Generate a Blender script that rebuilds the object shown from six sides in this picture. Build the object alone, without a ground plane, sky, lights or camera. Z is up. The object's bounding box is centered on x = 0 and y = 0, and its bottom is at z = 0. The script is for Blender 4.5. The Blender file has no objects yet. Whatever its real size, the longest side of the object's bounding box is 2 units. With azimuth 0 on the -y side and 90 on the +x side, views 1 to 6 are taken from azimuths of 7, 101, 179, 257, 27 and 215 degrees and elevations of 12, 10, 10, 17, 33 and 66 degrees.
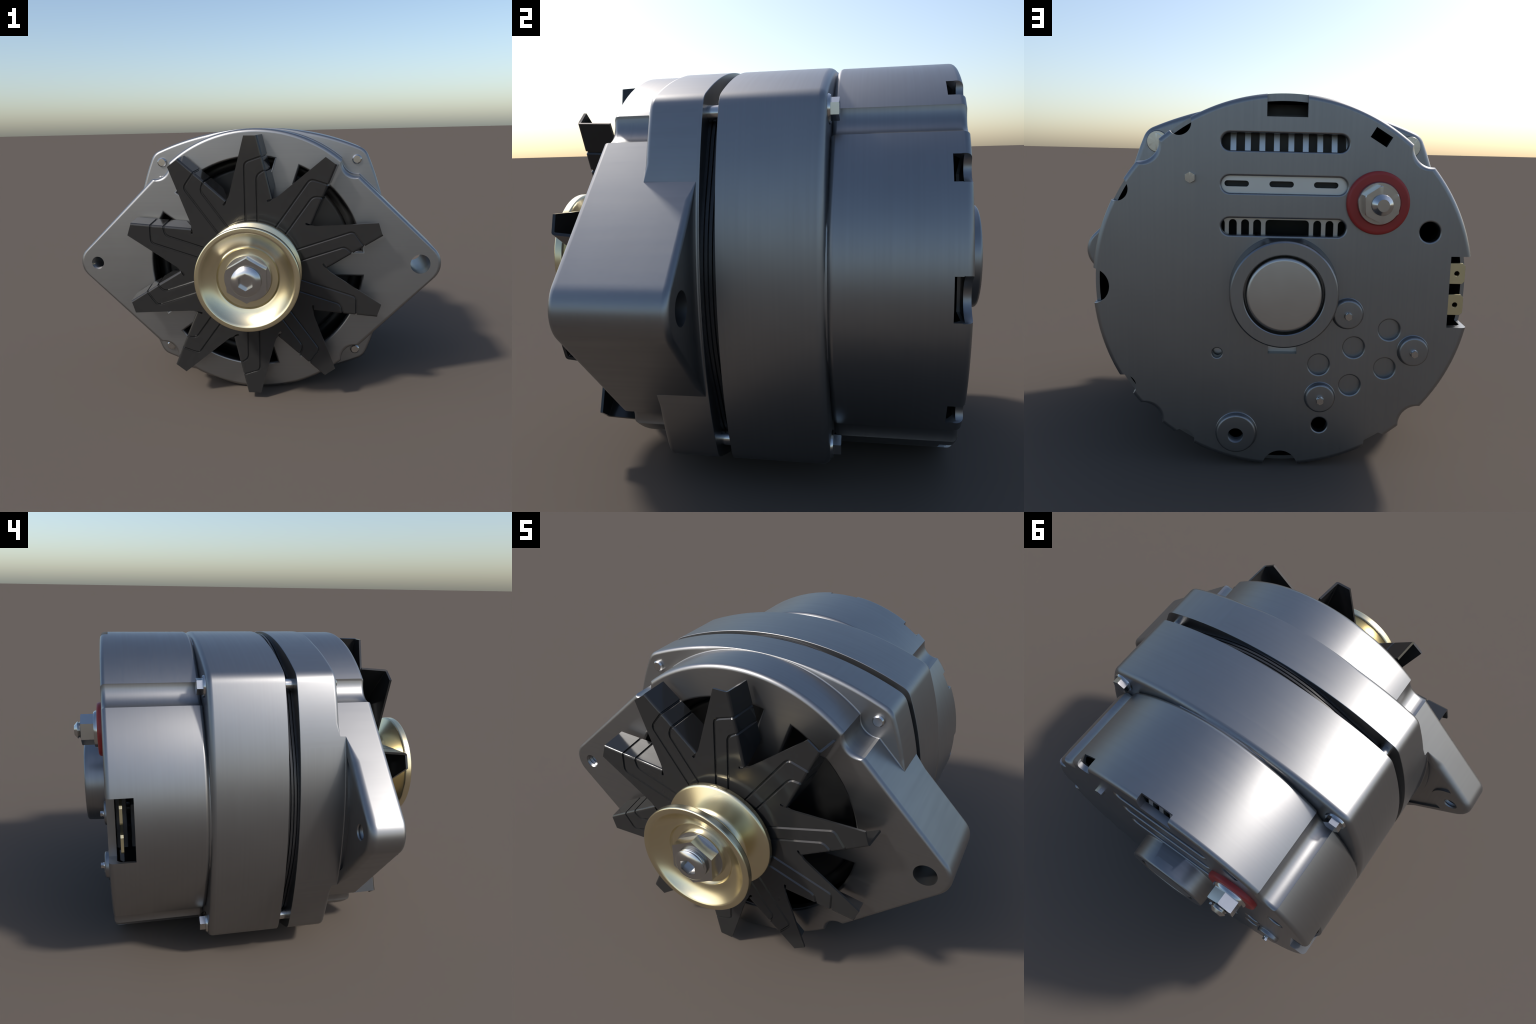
import bpy, bmesh, math
from math import sin, cos, pi, radians, degrees, sqrt, atan2, hypot
from mathutils import Vector, Matrix

# ------------------------------------------------------------------ frame
AX, AZ = 0.006, 0.731            # the shaft axis runs along y through here
R_FACE = 0.729                   # round part of the front face
R_REAR = 0.731                   # rear barrel
BOLT = 0.551                     # through bolts sit at (+-BOLT, +-BOLT)
SCALLOP = 0.083                  # relief round each bolt
EAR_R = (0.884, 0.110)           # ear hole distance from the axis, ear tip radius (+x)
EAR_L = (-0.906, 0.100)          # same (-x)
Y_FACE, Y_FLANGE, Y_FRONT_END = -0.425, -0.240, -0.063
Y_EAR_R, Y_EAR_L = -0.073, -0.265
Y_REAR_START, Y_REAR_FLANGE, Y_BACK = -0.014, 0.318, 0.738

scene = bpy.context.scene
COL = scene.collection


def smoothstep(a, b, x):
    t = max(0.0, min(1.0, (x - a) / (b - a)))
    return t * t * (3 - 2 * t)


# ------------------------------------------------------------------ materials
def new_mat(name):
    m = bpy.data.materials.new(name)
    m.use_nodes = True
    nt = m.node_tree
    for n in list(nt.nodes):
        nt.nodes.remove(n)
    out = nt.nodes.new("ShaderNodeOutputMaterial")
    bs = nt.nodes.new("ShaderNodeBsdfPrincipled")
    nt.links.new(bs.outputs[0], out.inputs[0])
    return m, nt, bs


def noise(nt, coord, scale, detail=2.0):
    mp = nt.nodes.new("ShaderNodeMapping")
    mp.inputs["Scale"].default_value = scale
    nt.links.new(coord, mp.inputs["Vector"])
    n = nt.nodes.new("ShaderNodeTexNoise")
    n.inputs["Scale"].default_value = 1.0
    n.inputs["Detail"].default_value = detail
    nt.links.new(mp.outputs[0], n.inputs["Vector"])
    return n.outputs["Fac"]


def math_node(nt, op, a, b=None, clamp=False):
    n = nt.nodes.new("ShaderNodeMath")
    n.operation = op
    n.use_clamp = clamp
    for i, v in enumerate((a, b)):
        if v is None:
            continue
        if isinstance(v, (int, float)):
            n.inputs[i].default_value = v
        else:
            nt.links.new(v, n.inputs[i])
    return n.outputs[0]


def mix_val(nt, f, a, b):
    n = nt.nodes.new("ShaderNodeMix")
    n.data_type = "FLOAT"
    nt.links.new(f, n.inputs[0])
    for i, v in ((2, a), (3, b)):
        if isinstance(v, (int, float)):
            n.inputs[i].default_value = v
        else:
            nt.links.new(v, n.inputs[i])
    return n.outputs[0]


def ramp_value(nt, f, lo, hi, a=0.25, b=0.75):
    n = nt.nodes.new("ShaderNodeMapRange")
    nt.links.new(f, n.inputs["Value"])
    n.inputs["From Min"].default_value = a
    n.inputs["From Max"].default_value = b
    n.inputs["To Min"].default_value = lo
    n.inputs["To Max"].default_value = hi
    return n.outputs[0]


def brushed_metal(name, color, rough, bevel=0.006, streak=0.10, aniso=0.45):
    """Brushed cast aluminium: fine streaks whose run follows the face."""
    m, nt, bs = new_mat(name)
    tc = nt.nodes.new("ShaderNodeTexCoord")
    P = tc.outputs["Object"]
    sep = nt.nodes.new("ShaderNodeSeparateXYZ")
    nt.links.new(P, sep.inputs[0])
    geo = nt.nodes.new("ShaderNodeNewGeometry")
    sn = nt.nodes.new("ShaderNodeSeparateXYZ")
    nt.links.new(geo.outputs["True Normal"], sn.inputs[0])
    side = noise(nt, P, (1.6, 95, 1.6), 4)          # round the barrel
    face = noise(nt, P, (1.6, 1.6, 95), 4)          # front face: run along x
    back = noise(nt, P, (95, 1.6, 1.6), 4)          # back plate: run along z
    ear = noise(nt, P, (45, 2.0, 45), 2)            # ear flanks: run along y
    is_front = math_node(nt, "LESS_THAN", sn.outputs["Y"], -0.7)
    is_back = math_node(nt, "GREATER_THAN", sn.outputs["Y"], 0.7)
    dx = math_node(nt, "ABSOLUTE", math_node(nt, "SUBTRACT", sep.outputs["X"], AX))
    dz = math_node(nt, "ABSOLUTE", math_node(nt, "SUBTRACT", sep.outputs["Z"], AZ))
    is_ear = math_node(nt, "MULTIPLY",
                       math_node(nt, "LESS_THAN", sep.outputs["Y"], -0.075),
                       math_node(nt, "GREATER_THAN", math_node(nt, "ADD", dx, dz), 1.005))
    v = mix_val(nt, is_ear, side, ear)
    v = mix_val(nt, is_front, v, face)
    v = mix_val(nt, is_back, v, back)
    blotch = noise(nt, P, (5, 5, 5), 3)
    tint = math_node(nt, "MULTIPLY", ramp_value(nt, v, 1 - streak, 1 + streak * 0.6),
                     ramp_value(nt, blotch, 0.97, 1.03))
    col = nt.nodes.new("ShaderNodeVectorMath")
    col.operation = "SCALE"
    col.inputs[0].default_value = color
    nt.links.new(tint, col.inputs["Scale"])
    nt.links.new(col.outputs[0], bs.inputs["Base Color"])
    bs.inputs["Metallic"].default_value = 1.0
    nt.links.new(ramp_value(nt, v, rough + 0.018, rough - 0.018), bs.inputs["Roughness"])
    bump = nt.nodes.new("ShaderNodeBump")
    bump.inputs["Strength"].default_value = 0.015
    bump.inputs["Distance"].default_value = 0.002
    nt.links.new(v, bump.inputs["Height"])
    if bevel:
        bv = nt.nodes.new("ShaderNodeBevel")
        bv.samples = 4
        bv.inputs["Radius"].default_value = bevel
        nt.links.new(bv.outputs[0], bump.inputs["Normal"])
    nt.links.new(bump.outputs[0], bs.inputs["Normal"])
    return m


def plain(name, color, rough, metal, var=0.06, bevel=0.0, coat=0.0, scale=14):
    m, nt, bs = new_mat(name)
    tc = nt.nodes.new("ShaderNodeTexCoord")
    n = noise(nt, tc.outputs["Object"], (scale, scale, scale), 4)
    col = nt.nodes.new("ShaderNodeVectorMath")
    col.operation = "SCALE"
    col.inputs[0].default_value = color
    nt.links.new(ramp_value(nt, n, 1 - var, 1 + var), col.inputs["Scale"])
    nt.links.new(col.outputs[0], bs.inputs["Base Color"])
    bs.inputs["Metallic"].default_value = metal
    nt.links.new(ramp_value(nt, n, rough - 0.3 * var, rough + 0.4 * var), bs.inputs["Roughness"])
    bs.inputs["Coat Weight"].default_value = coat
    if bevel:
        bv = nt.nodes.new("ShaderNodeBevel")
        bv.samples = 4
        bv.inputs["Radius"].default_value = bevel
        nt.links.new(bv.outputs[0], bs.inputs["Normal"])
    return m


M_CASE = brushed_metal("brushed_aluminium", (0.298, 0.298, 0.300), 0.39, streak=0.035, bevel=0)
M_STEEL = plain("zinc_steel", (0.56, 0.56, 0.55), 0.20, 1.0, 0.03)  # base darkened to carry the dim ground reflection on the terminal nut
M_CAP = plain("satin_steel", (0.55, 0.53, 0.50), 0.36, 1.0, 0.02)
M_BRASS = plain("yellow_zinc_plating", (0.78, 0.69, 0.46), 0.26, 1.0, 0.006, scale=3)
M_TAB = plain("brass_tab", (0.72, 0.64, 0.40), 0.35, 1.0, 0.04, 0.002)
M_BLACK = plain("black_enamel", (0.021, 0.021, 0.021), 0.13, 0.0, 0.03)
M_LAM = plain("black_lamination", (0.022, 0.022, 0.023), 0.35, 0.0, 0.12)
M_DARK = plain("dark_varnish", (0.012, 0.012, 0.012), 0.42, 0.0, 0.15)  # colour lowered so surfaces behind the rear openings sink into black shadow
M_RED = plain("red_insulator", (0.36, 0.028, 0.024), 0.42, 0.0, 0.06, 0.004)
M_PLATE = plain("bright_heat_sink", (0.66, 0.67, 0.66), 0.42, 1.0, 0.03, 0.002)
M_COMB = plain("grey_comb", (0.50, 0.48, 0.45), 0.40, 1.0, 0.03, 0.002)
M_PLASTIC = plain("grey_plastic", (0.10, 0.105, 0.115), 0.45, 0.0, 0.06, 0.003)
M_COPPER = plain("copper_wire", (0.50, 0.20, 0.10), 0.35, 1.0, 0.10)

# ------------------------------------------------------------------ objects
root = bpy.data.objects.new("alternator", None)
COL.objects.link(root)
root["label"] = "brushed metal car alternator with black fan and yellow pulley"
root["category"] = "car part"


def mesh_from_bm(bm, name):
    bmesh.ops.recalc_face_normals(bm, faces=bm.faces)
    me = bpy.data.meshes.new(name)
    bm.to_mesh(me)
    bm.free()
    return me


def add_obj(name, me, mat, parent=root, sharp=38, loc=None, weighted=True):
    ob = bpy.data.objects.new(name, me)
    COL.objects.link(ob)
    finish(ob, mat, parent, sharp, weighted)
    if loc is not None:
        ob.location = loc
    return ob


def finish(ob, mat, parent=root, sharp=38, weighted=True):
    me = ob.data
    if mat:
        me.materials.clear()
        me.materials.append(mat)
    for p in me.polygons:
        p.use_smooth = True
        p.material_index = 0
    me.set_sharp_from_angle(angle=radians(sharp))
    if weighted and "weighted_normals" not in ob.modifiers:
        w = ob.modifiers.new("weighted_normals", "WEIGHTED_NORMAL")
        w.keep_sharp = True
        w.weight = 90
    if parent is not None:
        ob.parent = parent
    return ob


def temp(me):
    ob = bpy.data.objects.new("cutter", me)
    COL.objects.link(ob)
    return ob


def boolean(ob, meshes, op="DIFFERENCE"):
    """Apply one boolean per mesh, then bake the result."""
    cutters = []
    for me in meshes:
        c = temp(me)
        cutters.append(c)
        md = ob.modifiers.new("b", "BOOLEAN")
        md.operation = op
        md.solver = "EXACT"
        md.object = c
    bpy.context.view_layer.update()
    dg = bpy.context.evaluated_depsgraph_get()
    new = bpy.data.meshes.new_from_object(ob.evaluated_get(dg))
    ob.modifiers.clear()
    ob.data = new
    for c in cutters:
        bpy.data.objects.remove(c, do_unlink=True)
    return ob


def join(meshes):
    bm = bmesh.new()
    for me in meshes:
        bm.from_mesh(me)
    me = bpy.data.meshes.new("joined")
    bm.to_mesh(me)
    bm.free()
    return me


def to_world(u, y, w):
    return (AX + u, y, AZ + w)


def loft(rings, cap=True):
    """rings: lists of 3D points, all the same length, closed round."""
    bm = bmesh.new()
    vr = [[bm.verts.new(p) for p in r] for r in rings]
    n = len(rings[0])
    for a, b in zip(vr, vr[1:]):
        for i in range(n):
            j = (i + 1) % n
            bm.faces.new((a[i], a[j], b[j], b[i]))
    if cap:
        bm.faces.new(vr[0])
        bm.faces.new(vr[-1][::-1])
    bmesh.ops.remove_doubles(bm, verts=bm.verts, dist=1e-6)
    return mesh_from_bm(bm, "loft")


def revolve(profile, n=96, cu=0.0, cw=0.0, closed=False):
    """profile: (radius, y) points; turned round the line parallel to y at (cu, cw).
    First/last points on radius 0 close the ends; closed=True joins last to first."""
    bm = bmesh.new()
    rows = []
    for r, y in profile:
        if r < 1e-6:
            rows.append([bm.verts.new(to_world(cu, y, cw))])
        else:
            rows.append([bm.verts.new(to_world(cu + r * cos(2 * pi * i / n), y, cw + r * sin(2 * pi * i / n))) for i in range(n)])
    pairs = list(zip(rows, rows[1:]))
    if closed:
        pairs.append((rows[-1], rows[0]))
    for a, b in pairs:
        for i in range(n):
            j = (i + 1) % n
            if len(a) == 1 and len(b) == 1:
                continue
            if len(a) == 1:
                bm.faces.new((a[0], b[j], b[i]))
            elif len(b) == 1:
                bm.faces.new((a[i], a[j], b[0]))
            else:
                bm.faces.new((a[i], a[j], b[j], b[i]))
    return mesh_from_bm(bm, "revolve")


def rounded(profile, radii, seg=4):
    """Round the corners of an open polyline."""
    out = [profile[0]]
    for k in range(1, len(profile) - 1):
        p0, p1, p2 = (Vector(profile[i]) for i in (k - 1, k, k + 1))
        r = radii[k] if isinstance(radii, (list, tuple)) else radii
        if r <= 0:
            out.append(tuple(p1))
            continue
        a, b = (p0 - p1), (p2 - p1)
        d = min(r, a.length * 0.49, b.length * 0.49)
        a.normalize()
        b.normalize()
        s, e = p1 + a * d, p1 + b * d
        for i in range(seg + 1):
            t = i / seg
            q = s * (1 - t) ** 2 + p1 * 2 * t * (1 - t) + e * t * t
            out.append(tuple(q))
    out.append(profile[-1])
    return out


def poly_prism(pts, y0, y1):
    """Straight prism of a (u, w) outline."""
    return loft([[to_world(u, y0, w) for u, w in pts], [to_world(u, y1, w) for u, w in pts]])


def offset_poly(pts, d):
    n = len(pts)
    area = sum(pts[i][0] * pts[(i + 1) % n][1] - pts[(i + 1) % n][0] * pts[i][1] for i in range(n))
    s = 1 if area > 0 else -1
    out = []
    for i in range(n):
        p0, p1, p2 = (Vector(pts[(i + k) % n]) for k in (-1, 0, 1))
        e0, e1 = (p1 - p0).normalized(), (p2 - p1).normalized()
        n0, n1 = Vector((-e0.y, e0.x)) * s, Vector((-e1.y, e1.x)) * s
        m = n0 + n1
        m = m / max(0.3, m.length_squared / 2)
        out.append(tuple(p1 + m * d))
    return out


def chamfer_prism(pts, y0, y1, f0, f1, seg=3):
    """Prism of a (u, w) outline with rounded rims."""
    rings = []
    if f0 > 0:
        for i in range(seg + 1):
            a = pi / 2 * i / seg
            rings.append((f0 * (1 - sin(a)), y0 + math.copysign(f0 * (1 - cos(a)), y1 - y0)))
    else:
        rings.append((0, y0))
    if f1 > 0:
        for i in range(seg + 1):
            a = pi / 2 * i / seg
            rings.append((f1 * (1 - cos(a)), y1 - math.copysign(f1 * (1 - sin(a)), y1 - y0)))
    else:
        rings.append((0, y1))
    return loft([[to_world(u, y, w) for u, w in offset_poly(pts, d)] for d, y in rings])


def circle(r, cu=0.0, cw=0.0, n=48, ph=0.0):
    return [(cu + r * cos(2 * pi * i / n + ph), cw + r * sin(2 * pi * i / n + ph)) for i in range(n)]


def stadium(cu, cw, half, r, n=12):
    pts = []
    for i in range(n + 1):
        a = -pi / 2 + pi * i / n
        pts.append((cu + half - r + r * cos(a), cw + r * sin(a)))
    for i in range(n + 1):
        a = pi / 2 + pi * i / n
        pts.append((cu - half + r + r * cos(a), cw + r * sin(a)))
    return pts


def rect(u0, u1, w0, w1):
    return [(u0, w0), (u1, w0), (u1, w1), (u0, w1)]


def rot(pts, a):
    c, s = cos(a), sin(a)
    return [(u * c - w * s, u * s + w * c) for u, w in pts]


def thread_profile(r, depth, y0, y1, pitch):
    """(r, y) zigzag of a thread between y0 and y1."""
    n = max(2, int(abs(y1 - y0) / pitch))
    out = []
    for i in range(n):
        a, b = y0 + (y1 - y0) * i / n, y0 + (y1 - y0) * (i + 0.5) / n
        out += [(r, a), (r - depth, b)]
    out.append((r, y1))
    return out


# ------------------------------------------------------------------ outlines, polar about the axis
def hull_radius(th):
    """Disc and two small ear discs, wrapped together."""
    c = cos(th)
    d, t = EAR_R if c >= 0 else EAR_L
    ad = abs(d)
    beta = math.acos((R_FACE - t) / ad)         # direction of the common tangent's normal
    phi = atan2(abs(sin(th)), abs(c))
    if phi >= beta:
        r = R_FACE
    else:
        r = R_FACE / cos(beta - phi)            # on the tangent line
        tip = atan2(t * sin(beta), ad + t * cos(beta))
        if phi < tip:
            b = ad * cos(phi)
            r = b + sqrt(max(0.0, b * b - ad * ad + t * t))
    return r


SIDE_R = 1.46                                    # radius of each bowed side of the flange


def flange_radius(th):
    k = 0.731
    best = 10
    cands = []
    for q in range(4):
        a = q * pi / 2
        d = th - a
        # circle of radius SIDE_R centred at distance (SIDE_R - k) behind the axis
        c0 = SIDE_R - k
        cands.append(-c0 * cos(d) + sqrt(SIDE_R ** 2 - (c0 * sin(d)) ** 2))
    cands.sort()
    a, b = cands[0], cands[1]
    h = 0.022                                    # rounded corner
    if b - a < h:
        a -= (h - (b - a)) ** 2 / (4 * h)
    return a


def scallop(th, r, rad=SCALLOP):
    for q in range(4):
        a = pi / 4 + q * pi / 2
        dist = BOLT * sqrt(2)
        d = (th - a + pi) % (2 * pi) - pi
        if abs(d) > 0.2:
            continue
        disc = rad ** 2 - (dist * sin(d)) ** 2
        if disc > 0:
            hit = dist * cos(d) - sqrt(disc)
            if hit < r:
                return hit
    return r


def face_radius(th):
    return scallop(th, hull_radius(th))


def rear_radius(th):
    return scallop(th, R_REAR, 0.078)


def bisect(f, a, b):
    fa = f(a)
    for _ in range(50):
        m = (a + b) / 2
        if (f(m) > 0) == (fa > 0):
            a = m
        else:
            b = m
    return (a + b) / 2


base_angles = [2 * pi * i / 640 for i in range(640)]
edge_angles = []
for q in range(4):                               # keep the scallop lips crisp
    a = pi / 4 + q * pi / 2
    for f, R in ((face_radius, hull_radius), (rear_radius, lambda t: R_REAR)):
        for sgn in (-1, 1):
            e = bisect(lambda x: (R(a + sgn * x) - f(a + sgn * x)) - 1e-6, 0.02, 0.16)
            edge_angles.append((a + sgn * e) % (2 * pi))
cross = []                                       # where the ears leave the flange
g = lambda t: face_radius(t) - flange_radius(t)
for i in range(640):
    a, b = base_angles[i], base_angles[i] + 2 * pi / 640
    if (g(a) > 0) != (g(b) > 0):
        cross.append(bisect(g, a, b) % (2 * pi))


def angle_set(extra):
    out = sorted(set(base_angles + extra))
    res = []
    for a in out:
        if res and a - res[-1] < 0.0012:
            if a in extra:
                res[-1] = a
            continue
        res.append(a)
    return res


# ------------------------------------------------------------------ front housing
def front_skin():
    ths = angle_set(edge_angles + [c + e for c in cross for e in (-0.0015, 0.0015)])
    F, G = 0.020, 0.018
    rings = []

    def ring(fn):
        pts = []
        for t in ths:
            r, y = fn(t)
            pts.append(to_world(r * cos(t), y, r * sin(t)))
        rings.append(pts)

    for i in range(5):                           # front rim fillet
        a = pi / 2 * i / 4
        ring(lambda t: (face_radius(t) - F * (1 - sin(a)), Y_FACE + F * (1 - cos(a))))

    def step_y(t):
        if g(t) > 0:
            return Y_EAR_R if cos(t) > 0 else Y_EAR_L
        return Y_FLANGE

    ear_w = lambda t: g(t) > 0
    for i in range(5):                           # ear: convex rear rim;  flange: concave foot
        a = pi / 2 * i / 4

        def fn(t):
            h, f = face_radius(t), flange_radius(t)
            if ear_w(t):
                q = min(0.021 if cos(t) > 0 else 0.034, (h - f) * 0.5)
                return h - q * (1 - cos(a)), step_y(t) - q * (1 - sin(a))
            q = min(0.007, (f - h) * 0.3)
            return h + q * (1 - cos(a)), step_y(t) - q * (1 - sin(a))
        ring(fn)
    for i in range(5):                           # ear: concave foot;  flange: convex rim
        a = pi / 2 * i / 4

        def fn(t):
            h, f = face_radius(t), flange_radius(t)
            if ear_w(t):
                q = min(0.005, (h - f) * 0.3)
                return f + q * (1 - sin(a)), step_y(t) + q * (1 - cos(a))
            q = min(G, (f - h) * 0.6)
            return f - q * (1 - sin(a)), step_y(t) + q * (1 - cos(a))
        ring(fn)
    E = 0.0015
    ring(lambda t: (flange_radius(t), Y_FRONT_END - E))
    ring(lambda t: (flange_radius(t) - E, Y_FRONT_END))
    return loft(rings)


def vent_outline(k):
    """One of the five windows between the spokes."""
    hw, r0, r1 = 0.070, 0.245, 0.580
    a0, a1 = radians(k * 72), radians(k * 72 + 72)
    pts = []
    s, e = a0 + math.asin(hw / r1), a1 - math.asin(hw / r1)
    for i in range(25):
        a = s + (e - s) * i / 24
        pts.append((r1 * cos(a), r1 * sin(a)))
    s, e = a0 + math.asin(hw / r0), a1 - math.asin(hw / r0)
    for i in range(9):
        a = e + (s - e) * i / 8
        pts.append((r0 * cos(a), r0 * sin(a)))
    return pts


def vent_cutter(pts, lip=0.012):
    """Window cutter that flares into a rounded lip at the front face."""
    rings = [(0.0, -0.30)]
    for i in range(5):
        a = pi / 2 * i / 4
        rings.append((-lip * (1 - cos(a)), Y_FACE + lip * (1 - sin(a))))
    rings.append((-lip * 1.02, Y_FACE - 0.06))
    return loft([[to_world(u, y, w) for u, w in offset_poly(pts, d)] for d, y in rings])


def ear_pocket():
    """Hollow at the back of the thin ear, leaving a rim and a boss round the hole."""
    d, t = EAR_L
    beta = math.acos((R_FACE - t) / abs(d))
    na = Vector((-cos(beta), sin(beta)))
    ta = Vector((-sin(beta), -cos(beta)))
    pts = []
    inset, boss = R_FACE - 0.042, 0.105
    c = Vector((d, 0))
    upper = []
    k = 0.0
    while k < 0.9:
        p = na * inset + ta * k
        if p.x > -0.60 or hypot(p.x, p.y) < 0.755:
            k += 0.01
            continue
        if (p - c).length < boss or p.y < 0.0:
            break
        upper.append(p.copy())
        k += 0.01
    first, last = upper[0], upper[-1]
    a_hi = atan2(last.y, last.x - d)
    arc = [c + Vector((cos(a), sin(a))) * boss for a in [a_hi - 2 * a_hi * i / 16 for i in range(1, 16)]]
    pts = upper + arc + [Vector((p.x, -p.y)) for p in reversed(upper)]
    aa = atan2(first.y, first.x)
    r = hypot(first.x, first.y)
    bb = 2 * pi - aa
    pts += [Vector((r * cos(bb + (aa - bb) * i / 20), r * sin(bb + (aa - bb) * i / 20))) for i in range(1, 20)]
    return [tuple(p) for p in pts]


def build_front():
    ob = temp(front_skin())
    ob.name = "front_housing"
    cut = []
    cavity = revolve([(0, -0.388), (0.62, -0.388), (0.665, -0.34), (0.665, 0.02), (0, 0.02)], 128)
    vents = join([vent_cutter(vent_outline(k)) for k in range(5)])
    hole_r = revolve([(0, -0.5), (0.052, -0.5), (0.052, 0.0), (0, 0.0)], 48, EAR_R[0], 0)
    th = thread_profile(0.040, 0.009, -0.5, -0.2, 0.020)
    hole_l = revolve([(0, -0.5)] + th + [(0, -0.2)], 40, EAR_L[0], 0)
    pocket = poly_prism(ear_pocket(), Y_EAR_L - 0.010, -0.20)
    bore = revolve([(0, -0.5), (0.115, -0.5), (0.115, -0.3), (0, -0.3)], 48)
    boolean(ob, [cavity, vents, join([hole_r, hole_l, bore]), pocket])
    return finish(ob, M_CASE)


front = build_front()


# ------------------------------------------------------------------ rear housing
def rear_skin():
    ths = angle_set(edge_angles)
    rings = []

    def ring(fn):
        pts = []
        for t in ths:
            r, y = fn(t)
            pts.append(to_world(r * cos(t), y, r * sin(t)))
        rings.append(pts)

    E, G, F = 0.0015, 0.026, 0.021
    ring(lambda t: (flange_radius(t) - E, Y_REAR_START))
    ring(lambda t: (flange_radius(t), Y_REAR_START + E))
    for i in range(6):
        a = pi / 2 * i / 5
        ring(lambda t: (max(flange_radius(t) - G * (1 - cos(a)), rear_radius(t) - 0.012), Y_REAR_FLANGE - G * (1 - sin(a))))
    q = 0.004
    foot = lambda t: rear_radius(t) - 0.013
    ring(lambda t: (foot(t), Y_REAR_FLANGE + q))
    ring(lambda t: (rear_radius(t) - 0.010, Y_REAR_FLANGE + q + 0.003))
    ring(lambda t: (rear_radius(t) - 0.003, Y_REAR_FLANGE + q + 0.009))
    ring(lambda t: (rear_radius(t), Y_REAR_FLANGE + q + 0.018))
    for i in range(6):
        a = pi / 2 * i / 5
        ring(lambda t: (rear_radius(t) - F * (1 - cos(a)), Y_BACK - F * (1 - sin(a))))
    return loft(rings)


def lipped(pts, y_in, y_face, lip, seg=4):
    """Cutter whose mouth flares into a rounded lip at the face."""
    rings = [(0.0, y_in)]
    for i in range(seg + 1):
        a = pi / 2 * i / seg
        rings.append((-lip * (1 - cos(a)), y_face - lip * (1 - sin(a))))
    rings.append((-lip * 1.02, y_face + 0.06))
    return loft([[to_world(u, y, w) for u, w in offset_poly(pts, d)] for d, y in rings])


def boss(u, w, r, h, foot=0.012):
    prof = [(0, 0.70), (r + foot, 0.70), (r + foot, Y_BACK - 0.001)]
    for i in range(1, 5):
        a = pi / 2 * i / 4
        prof.append((r + foot * (1 - sin(a)), Y_BACK + foot * (1 - cos(a)) * 0.9))
    top = Y_BACK + h
    f = 0.008
    for i in range(4):
        a = pi / 2 * i / 3
        prof.append((r - 0.002 - f * (1 - cos(a)), top - f * (1 - sin(a))))
    prof.append((0, top))
    return revolve(prof, 56, u, w)


SLOT_W = (0.553, 0.396, 0.238)                    # heights of the three long slots
BOSSES = [(-0.250, -0.092), (-0.511, -0.237), (-0.152, -0.434)]
DIMPLES = [(-0.415, -0.155), (-0.279, -0.229), (-0.144, -0.301), (-0.404, -0.312), (-0.269, -0.384)]
NOTCHES = [(0, 0.070), (30.4, 0.047), (57.2, 0.047), (-33, 0.047), (-58, 0.047), (-90, 0.070), (-121.3, 0.047)]


def build_rear():
    ob = temp(rear_skin())
    ob.name = "rear_housing"
    bearing = revolve([(0, 0.70), (0.213, 0.70), (0.213, 0.733), (0.209, 0.738), (0.207, 0.745), (0.203, 0.82), (0.202, 0.835),
                       (0.200, 0.840), (0.195, 0.844), (0.153, 0.844), (0.150, 0.841), (0.150, 0.79), (0, 0.79)], 96)
    boolean(ob, [bearing], "UNION")
    feet = join([boss(u, w, 0.060, 0.022, 0.004) for u, w in BOSSES[1:]] + [boss(0.176, -0.586, 0.081, 0.022, 0.004)])
    boolean(ob, [feet], "UNION")
    boolean(ob, [boss(BOSSES[0][0], BOSSES[0][1], 0.060, 0.022, 0.004)], "UNION")
    ths = angle_set(edge_angles)[::2]
    wall = [(rear_radius(t) - 0.015, t) for t in ths]
    cavity = loft([[to_world((r - d) * cos(t), y, (r - d) * sin(t)) for r, t in wall]
                   for y, d in ((-0.1, 0.0), (0.690, 0.0), (0.705, 0.015))])
    faces = []
    for w in SLOT_W:
        faces.append(lipped(stadium(0.006, w, 0.236, 0.0325), 0.60, Y_BACK, 0.007))
    faces.append(lipped(circle(0.039, -0.550, 0.231), 0.6, Y_BACK, 0.007))
    faces.append(lipped(circle(0.031, -0.154, -0.553), 0.6, Y_BACK, 0.006))
    faces.append(lipped(circle(0.0195, 0.254, -0.259, 32), 0.6, Y_BACK, 0.005))
    faces.append(poly_prism(rect(-0.056, 0.056, -0.258, -0.212), 0.6, 0.7999))
    faces += [lipped(circle(0.041, u, w), Y_BACK - 0.021, Y_BACK, 0.007) for u, w in DIMPLES]
    # square hole near the rim
    faces.append(poly_prism(rot(rect(0.655, 0.698, -0.036, 0.036), radians(121)), 0.6, 0.8))
    th = thread_profile(0.038, 0.007, 0.62, 0.9, 0.016)
    faces.append(revolve([(0, 0.62)] + th + [(0, 0.9)], 40, 0.178, -0.592))
    # rim windows: a slit through the wall plus a round bite out of the plate
    bites, slits = [], []
    for deg, rad in NOTCHES:
        a = radians(deg)
        bites.append(poly_prism(circle(rad, 0.735 * cos(a), 0.735 * sin(a), 48), 0.708, 0.80))
        hw = rad * 0.97
        slits.append(poly_prism(rot(rect(0.60, 0.85, -hw, hw), a), 0.682, 0.7145))
    top = poly_prism(rect(-0.075, 0.075, 0.645, 0.9), 0.702, 0.80)
    plug = poly_prism(rect(-0.9, -0.637, -0.142, 0.139), 0.627, 0.81)
    boolean(ob, [cavity, join(faces), join(bites)])
    for sl in slits + [top, plug]:
        boolean(ob, [sl])
    return finish(ob, M_CASE)


rear = build_rear()

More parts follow.
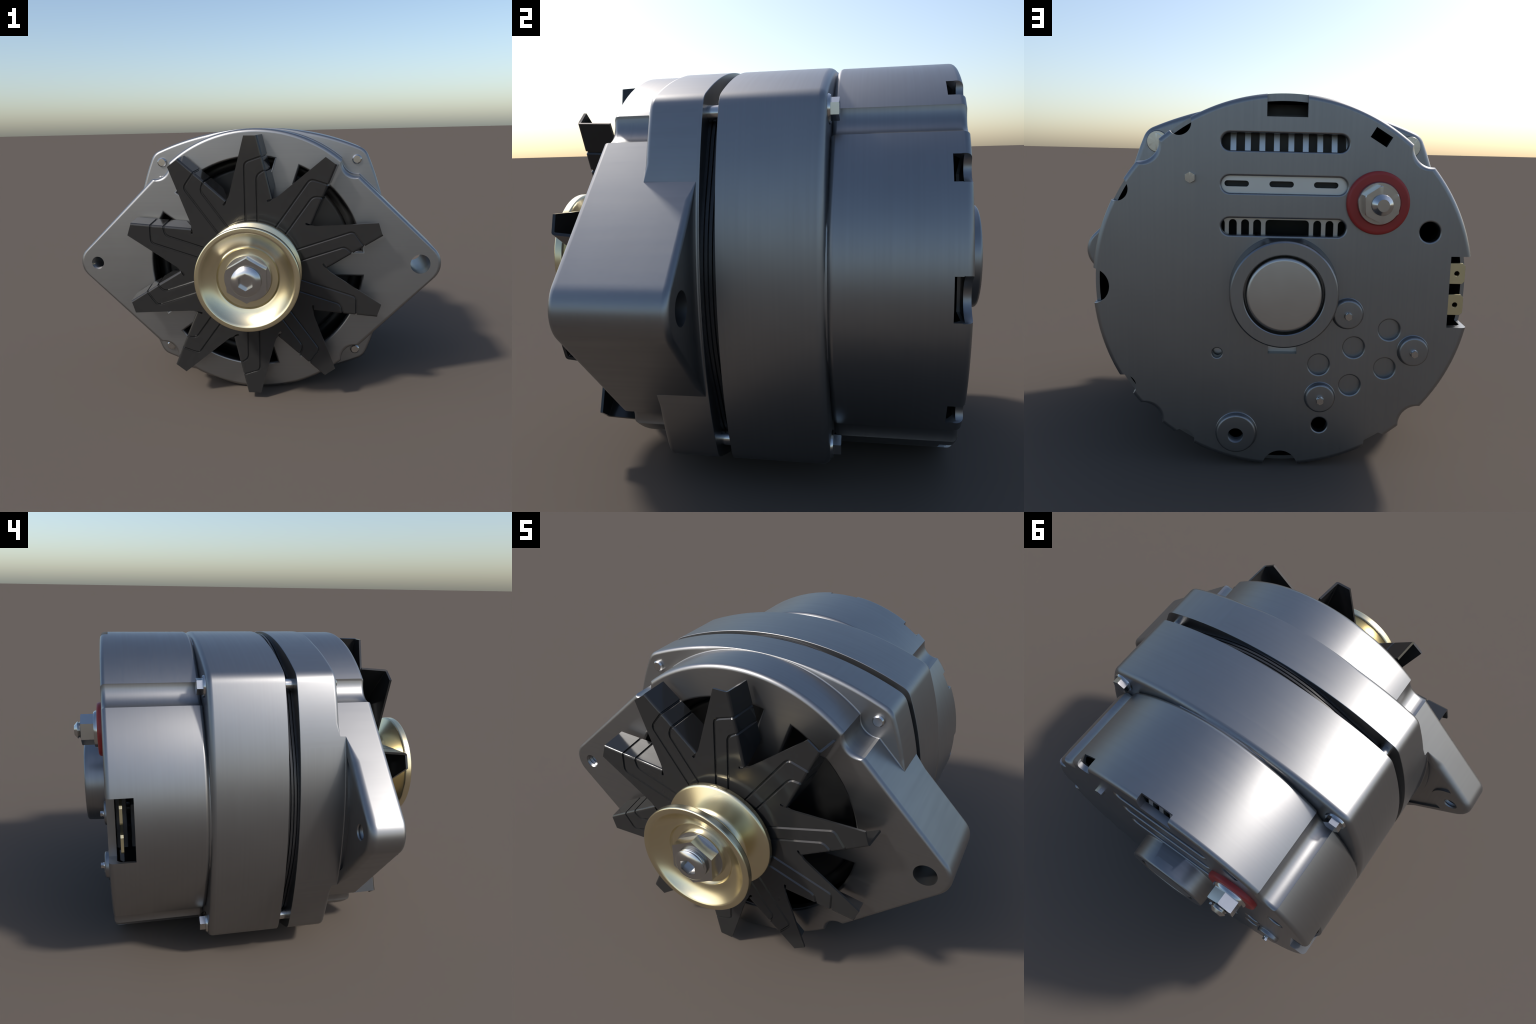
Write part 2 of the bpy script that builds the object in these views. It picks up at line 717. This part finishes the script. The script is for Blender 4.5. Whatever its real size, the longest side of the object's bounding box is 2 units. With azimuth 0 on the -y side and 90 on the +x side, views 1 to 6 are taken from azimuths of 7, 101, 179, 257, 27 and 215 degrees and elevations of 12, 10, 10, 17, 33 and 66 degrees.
# ------------------------------------------------------------------ stator between the housings
prof = [(0.56, -0.10)]
n_lam = 4
y0, y1 = -0.066, -0.010
prof += [(0.69, -0.10), (0.69, y0)]
for i in range(n_lam):
    a, b = y0 + (y1 - y0) * i / n_lam, y0 + (y1 - y0) * (i + 1) / n_lam
    m = (b - a)
    prof += [(0.715, a + m * 0.06), (0.722, a + m * 0.20), (0.722, a + m * 0.80), (0.715, a + m * 0.94)]
prof += [(0.69, y1), (0.69, 0.06), (0.56, 0.06)]
core = revolve(prof, 128, closed=True)
for v in core.vertices:                          # ears of the core reach out to the bolts
    u, w = v.co.x - AX, v.co.z - AZ
    if hypot(u, w) > 0.68:
        d = (atan2(w, u) % (pi / 2)) - pi / 4
        k = 1 + 0.05 * math.exp(-(d / 0.17) ** 2)
        v.co.x, v.co.z = AX + u * k, AZ + w * k
add_obj("stator_core", core, M_LAM)


def torus_profile(R, r, y, n=14, sy=1.0):
    return [(R + r * cos(2 * pi * i / n), y + sy * r * sin(2 * pi * i / n)) for i in range(n)]


add_obj("stator_winding", revolve(torus_profile(0.555, 0.060, -0.20, sy=1.5), 96, closed=True), M_DARK, sharp=180)
add_obj("stator_winding", revolve(torus_profile(0.56, 0.055, 0.16, sy=1.6), 96, closed=True), M_COPPER, sharp=180)


# rotor: two claw-pole discs on a drum
def claw_rotor():
    parts = [revolve([(0, -0.26), (0.36, -0.26), (0.40, -0.24), (0.40, 0.22), (0.36, 0.24), (0, 0.24)], 64)]
    for k in range(7):
        a = 2 * pi * k / 7
        pts = rot([(0.20, -0.11), (0.46, -0.13), (0.485, -0.10), (0.485, 0.10), (0.46, 0.13), (0.20, 0.11)], a)
        parts.append(chamfer_prism(pts, -0.285, 0.06, 0.02, 0.0))
        pts = rot(pts, pi / 7)
        parts.append(chamfer_prism(pts, -0.04, 0.265, 0.0, 0.02))
    return join(parts)


add_obj("rotor", claw_rotor(), M_DARK)
guard = rounded([(0.0, -0.302), (0.530, -0.302), (0.530, -0.24), (0.0, -0.24)], [0, 0.022, 0, 0], 4)
add_obj("air_baffle", revolve(guard, 96), M_DARK)

# ------------------------------------------------------------------ through bolts
def hexagon(r, ph=pi / 6):
    return [(r * cos(ph + i * pi / 3), r * sin(ph + i * pi / 3)) for i in range(6)]


def hex_head(r, y0, y1, cu=0.0, cw=0.0, ph=pi / 6, cone=0.95):
    """Hexagon with its outer corners turned off."""
    body = poly_prism([(cu + u, cw + w) for u, w in hexagon(r, ph)], y0, y1)
    d = y1 - y0
    s = 1 if d > 0 else -1
    rr = r * cone
    turn = revolve([(0, y0 - 0.01 * s), (r * 1.05, y0 - 0.01 * s), (r * 1.05, y1 - s * (r * 1.05 - rr) * 0.55), (rr, y1), (0, y1)], 48, cu, cw)
    ob = temp(body)
    boolean(ob, [turn], "INTERSECT")
    me = ob.data
    bpy.data.objects.remove(ob, do_unlink=True)
    return me


def local_mesh(me):
    """Shift from the axis frame to an object of its own."""
    me.transform(Matrix.Translation((-AX, 0, -AZ)))
    return me


bolt_me = local_mesh(join([
    revolve([(0, -0.256), (0.020, -0.256), (0.026, -0.250), (0.026, 0.33), (0, 0.33)], 32),
    revolve([(0, 0.310), (0.047, 0.310), (0.048, 0.318), (0.044, 0.326), (0, 0.326)], 36),
    hex_head(0.036, 0.322, 0.352)]))
for k, (sx, sz) in enumerate(((1, 1), (-1, 1), (-1, -1), (1, -1))):
    ob = bpy.data.objects.new("through_bolt", bolt_me)
    COL.objects.link(ob)
    finish(ob, M_STEEL)
    ob.location = to_world(sx * BOLT, 0, sz * BOLT)
    ob.rotation_euler = (0, 0.4 * k, 0)

# ------------------------------------------------------------------ cooling fan
FAN_Y, FAN_T = -0.576, 0.010
fan_hub = revolve([(0.07, -0.572), (0.150, -0.572), (0.150, -0.560), (0.120, -0.552), (0.112, -0.46), (0.108, -0.37), (0.07, -0.37)], 64, closed=True)
fan = add_obj("cooling_fan", fan_hub, M_BLACK)


def fan_blade_mesh():
    A, B = Vector((0.026, 0.693)), Vector((0.099, 0.371))      # fold line, tip to root
    t = (B - A).normalized()
    nrm = Vector((-t.y, t.x))
    L = (B - A).length
    notch_a, left_a = radians(75.0), radians(111.0)
    plate = []
    for i in range(13):
        a = left_a + (notch_a - left_a) * i / 12
        plate.append((0.10 * cos(a), 0.10 * sin(a)))
    rb = 0.372
    plate.append((rb * cos(notch_a), rb * sin(notch_a)))
    S = B - nrm * 0.018                                        # relief slot at the root of the fold
    plate += [tuple(S + t * 0.010), tuple(S)]
    inner = len(plate)
    bend = 0.013
    phi = radians(84)
    Bi, Ai = B - nrm * 0.0, A - nrm * 0.0
    plate += [tuple(Bi), tuple(Ai)]
    plate += [(-0.032, 0.694), (-0.112, 0.400), (-0.119, 0.380), (-0.127, 0.370), (rb * cos(left_a), rb * sin(left_a))]
    bm = bmesh.new()
    vs = [bm.verts.new((u, FAN_Y, w)) for u, w in plate]
    bm.faces.new(vs)
    vB, vA = vs[inner], vs[inner + 1]
    segs = 5

    def section(P):
        """Points across the bend for a point on the fold line."""
        out = []
        for i in range(1, segs + 1):
            a = phi * i / segs
            off, back = bend * sin(a), bend * (1 - cos(a))
            out.append((P.x + nrm.x * off, FAN_Y + back, P.y + nrm.y * off))
        return out
    rowA = [vA] + [bm.verts.new(p) for p in section(A)]
    rowB = [vB] + [bm.verts.new(p) for p in section(B)]
    for i in range(segs):
        bm.faces.new((rowA[i], rowA[i + 1], rowB[i + 1], rowB[i]))
    eA, eB = rowA[-1], rowB[-1]
    tv = Vector((t.x, 0, t.y))
    mv = Vector((nrm.x * cos(phi), sin(phi), nrm.y * cos(phi)))
    d0 = eA.co.copy()
    tip = d0 + mv * 0.116
    low = d0 + tv * 0.272 + mv * 0.130
    root_p = d0 + tv * (L + 0.001) + mv * 0.016
    f = bm.faces.new((eA, bm.verts.new(tip), bm.verts.new(low), bm.verts.new(root_p), eB))
    bmesh.ops.recalc_face_normals(bm, faces=bm.faces)
    # front must look towards -y
    bm.normal_update()
    if max(bm.faces, key=lambda q: q.calc_area()).normal.y > 0:
        bmesh.ops.reverse_faces(bm, faces=bm.faces)
    me = bpy.data.meshes.new("blade")
    bm.to_mesh(me)
    bm.free()
    ob = temp(me)
    md = ob.modifiers.new("s", "SOLIDIFY")
    md.thickness = FAN_T
    md.offset = -1
    md.use_even_offset = True
    boolean(ob, [])
    # two pressed creases that run out from the hub, turn and wrap over the fold
    grooves = []
    for x0, w_turn, s_fold in ((-0.032, 0.565, 0.108), (0.030, 0.500, 0.180)):
        fold = A + t * s_fold
        corner = Vector((x0, w_turn - 0.004))
        path = [Vector((x0, FAN_Y, 0.16)), Vector((x0, FAN_Y, corner.y - 0.024))]
        d1 = (Vector((fold.x, fold.y)) - corner).normalized()
        for i in range(1, 7):
            q = i / 6
            p = Vector((x0, corner.y - 0.024)) * (1 - q) ** 2 + corner * 2 * q * (1 - q) + (corner + d1 * 0.024) * q * q
            path.append(Vector((p.x, FAN_Y, p.y)))
        path.append(Vector((fold.x, FAN_Y, fold.y)))
        for p in section(fold):
            path.append(Vector(p))
        path.append(path[-1] + mv * 0.15)
        # surface normal along the path
        rings = []
        k_fold = len(path) - segs - 2
        for i, p in enumerate(path):
            a, b = path[max(0, i - 1)], path[min(len(path) - 1, i + 1)]
            tan = (b - a).normalized()
            if i <= k_fold:
                nn = Vector((0, -1, 0))
            else:
                ang = phi * min(segs, i - k_fold) / segs
                nn = Vector((nrm.x * sin(ang), -cos(ang), nrm.y * sin(ang)))
            sd = tan.cross(nn).normalized()
            # steep wall on the outer side, wide soft slope on the inner side
            rings.append([p + sd * a + nn * b for a, b in
                          ((0.0127, 0.004), (0.0080, 0.0), (0.0012, -0.0058), (-0.0026, -0.0058), (-0.0042, 0.0), (-0.0053, 0.004))])
        gm = loft(rings)
        grooves.append(gm)
    boolean(ob, grooves)
    out = ob.data
    bpy.data.objects.remove(ob, do_unlink=True)
    return out


blade_me = fan_blade_mesh()
for k in range(10):
    ob = bpy.data.objects.new("fan_blade", blade_me)
    COL.objects.link(ob)
    finish(ob, M_BLACK, fan, 30)
    ob.location = (AX, 0, AZ)
    ob.rotation_euler = (0, radians(36 * k), 0)

# ------------------------------------------------------------------ pulley, nut, shaft
pp = [(0.10, -0.590), (0.225, -0.590), (0.255, -0.596), (0.263, -0.604), (0.263, -0.624), (0.258, -0.631), (0.172, -0.672),
      (0.160, -0.686), (0.160, -0.718), (0.175, -0.732), (0.257, -0.778), (0.263, -0.784), (0.263, -0.811), (0.259, -0.816), (0.240, -0.816),
      (0.235, -0.813)]
dish_a, dish_b, dish_c = Vector((0.232, -0.811)), Vector((0.198, -0.778)), Vector((0.162, -0.770))
dish = [tuple(dish_a * (1 - k) ** 2 + dish_b * 2 * k * (1 - k) + dish_c * k * k) for k in [i / 12 for i in range(13)]]
pp = rounded(pp + [dish[0]], 0.006, 4)[:-1] + dish + [(0.158, -0.768), (0.155, -0.763), (0.150, -0.758), (0.10, -0.757)]
add_obj("pulley", revolve(pp, 128, closed=True), M_BRASS, sharp=26)
nut = join([revolve([(0.06, -0.745), (0.118, -0.745), (0.121, -0.763), (0.117, -0.775), (0.06, -0.780)], 64, closed=True),
            hex_head(0.113, -0.768, -0.828, ph=pi / 2, cone=1.0)])
add_obj("pulley_nut", nut, M_STEEL)
sh = [(0, -0.40), (0.069, -0.40), (0.069, -0.825)] + thread_profile(0.074, 0.008, -0.826, -0.848, 0.011) + \
     [(0.072, -0.850), (0.056, -0.861), (0, -0.861)]
shaft = temp(revolve(sh, 64))
boolean(shaft, [poly_prism(hexagon(0.040, pi / 2), -0.90, -0.822)])
shaft.name = "rotor_shaft"
finish(shaft, M_STEEL)
add_obj("shaft_spacer", revolve([(0.07, -0.56), (0.145, -0.56), (0.145, -0.592), (0.07, -0.592)], 64, closed=True), M_BRASS)

# ------------------------------------------------------------------ back of the machine
add_obj("bearing_cap", revolve([(0, 0.78), (0.143, 0.78), (0.143, 0.826), (0.141, 0.834), (0.136, 0.840), (0.128, 0.843), (0, 0.843)], 96), M_CAP)

cu, cw = -0.345, 0.338
prof = rounded([(0.03, 0.730), (0.119, 0.730), (0.119, 0.762), (0.03, 0.762)], [0, 0.002, 0.014, 0], 5)
ins = add_obj("terminal_insulator", revolve(prof, 72, cu, cw, closed=True), M_RED)
nut2 = join([revolve([(0.02, 0.757), (0.076, 0.757), (0.082, 0.762), (0.082, 0.770), (0.077, 0.777), (0.02, 0.777)], 56, cu, cw, closed=True),
             hex_head(0.069, 0.775, 0.832, cu, cw, ph=pi / 2 - 0.06, cone=0.95)])
add_obj("terminal_nut", nut2, M_STEEL, parent=ins)
stud = [(0, 0.72), (0.034, 0.72), (0.034, 0.825)] + thread_profile(0.038, 0.006, 0.826, 0.846, 0.010) + [(0.037, 0.848), (0.022, 0.861), (0, 0.861)]
add_obj("terminal_stud", revolve(stud, 40, cu, cw), M_STEEL, parent=ins)

screw = local_mesh(join([hex_head(0.0165, 0.74, 0.778), revolve([(0, 0.74), (0.0185, 0.74), (0.0185, 0.764), (0.016, 0.767), (0, 0.767)], 24)]))
screw.transform(Matrix.Translation((0, 0, 0)))
for u, w in BOSSES:
    ob = bpy.data.objects.new("boss_screw", screw)
    COL.objects.link(ob)
    finish(ob, M_STEEL)
    ob.location = to_world(u, 0, w - 0.004)
    ob.scale = (0.85, 1, 0.85)
ob = add_obj("cover_screw", local_mesh(join([hex_head(0.0205, 0.715, 0.757)])), M_STEEL)
ob.location = to_world(0.355, 0, 0.419)
ob = add_obj("recessed_screw", revolve([(0, 0.60), (0.032, 0.60), (0.032, 0.690), (0, 0.690)], 32, 0.254, -0.259), M_CAP)

# regulator plug with two blade tabs
block = join([chamfer_prism(rect(-0.57, -0.40, -0.135, 0.132), 0.656, 0.703, 0.004, 0.004),
              chamfer_prism(rect(-0.56, -0.40, -0.139, 0.055), 0.600, 0.640, 0.004, 0.004)])
plug = add_obj("plug_socket", block, M_PLASTIC)
for w in (0.063, -0.063):
    pts = [(-0.55, w - 0.041), (-0.702, w - 0.041), (-0.712, w - 0.031), (-0.712, w + 0.031), (-0.702, w + 0.041), (-0.55, w + 0.041)]
    tab = temp(poly_prism(pts, 0.674, 0.686))
    # the tab stands clear of the block
    boolean(tab, [poly_prism(circle(0.0105, -0.680, w, 24), 0.6, 0.8)])
    tab.name = "blade_tab"
    finish(tab, M_TAB, plug)


# heat sinks seen through the long slots
def tilt(me, y, w, deg):
    piv = Vector(to_world(0, y, w))
    me.transform(Matrix.Translation(piv) @ Matrix.Rotation(radians(deg), 4, "X") @ Matrix.Translation(-piv))
    return me


for i in range(9):
    u = 0.006 + (656 - 255 - 112.5 * i) * 0.000484
    me = poly_prism(rect(u - 0.011, u + 0.011, 0.49, 0.615), 0.574, 0.684)
    add_obj("heat_sink_fin", tilt(me, 0.68, 0.55, 14), M_PLATE)

mid = temp(tilt(poly_prism(rect(-0.27, 0.28, 0.33, 0.46), 0.696, 0.712), 0.712, 0.396, 0))
boolean(mid, [join([poly_prism(stadium(u, 0.398, 0.046, 0.011), 0.6, 0.8) for u in (0.185, 0.016, -0.152)])])
mid.name = "rectifier_plate"
finish(mid, M_PLATE)

comb = temp(poly_prism(rect(-0.28, 0.29, 0.15, 0.30), 0.688, 0.700))


def arch(u, hw, top):
    pts = [(u - hw, 0.10), (u + hw, 0.10)]
    rr = min(hw, 0.015)
    for i in range(7):
        a = pi / 2 * i / 6
        pts.append((u + hw - rr + rr * cos(a), top - rr + rr * sin(a)))
    for i in range(7):
        a = pi / 2 + pi / 2 * i / 6
        pts.append((u - hw + rr + rr * cos(a), top - rr + rr * sin(a)))
    return pts


boolean(comb, [join([poly_prism(arch(u, 0.015, 0.262), 0.6, 0.8) for u in (0.245, 0.199, 0.152, 0.106, -0.124, -0.171, -0.218)]
                    + [poly_prism(arch(-0.009, 0.083, 0.262), 0.6, 0.8)])])
comb.name = "diode_comb"
finish(comb, M_COMB)

bp = temp(poly_prism(rect(-0.07, 0.07, -0.28, -0.15), 0.695, 0.708))
boolean(bp, [poly_prism(circle(0.014, 0.0, -0.226, 24), 0.6, 0.8)])
bp.name = "brush_plate"
finish(bp, M_PLATE)
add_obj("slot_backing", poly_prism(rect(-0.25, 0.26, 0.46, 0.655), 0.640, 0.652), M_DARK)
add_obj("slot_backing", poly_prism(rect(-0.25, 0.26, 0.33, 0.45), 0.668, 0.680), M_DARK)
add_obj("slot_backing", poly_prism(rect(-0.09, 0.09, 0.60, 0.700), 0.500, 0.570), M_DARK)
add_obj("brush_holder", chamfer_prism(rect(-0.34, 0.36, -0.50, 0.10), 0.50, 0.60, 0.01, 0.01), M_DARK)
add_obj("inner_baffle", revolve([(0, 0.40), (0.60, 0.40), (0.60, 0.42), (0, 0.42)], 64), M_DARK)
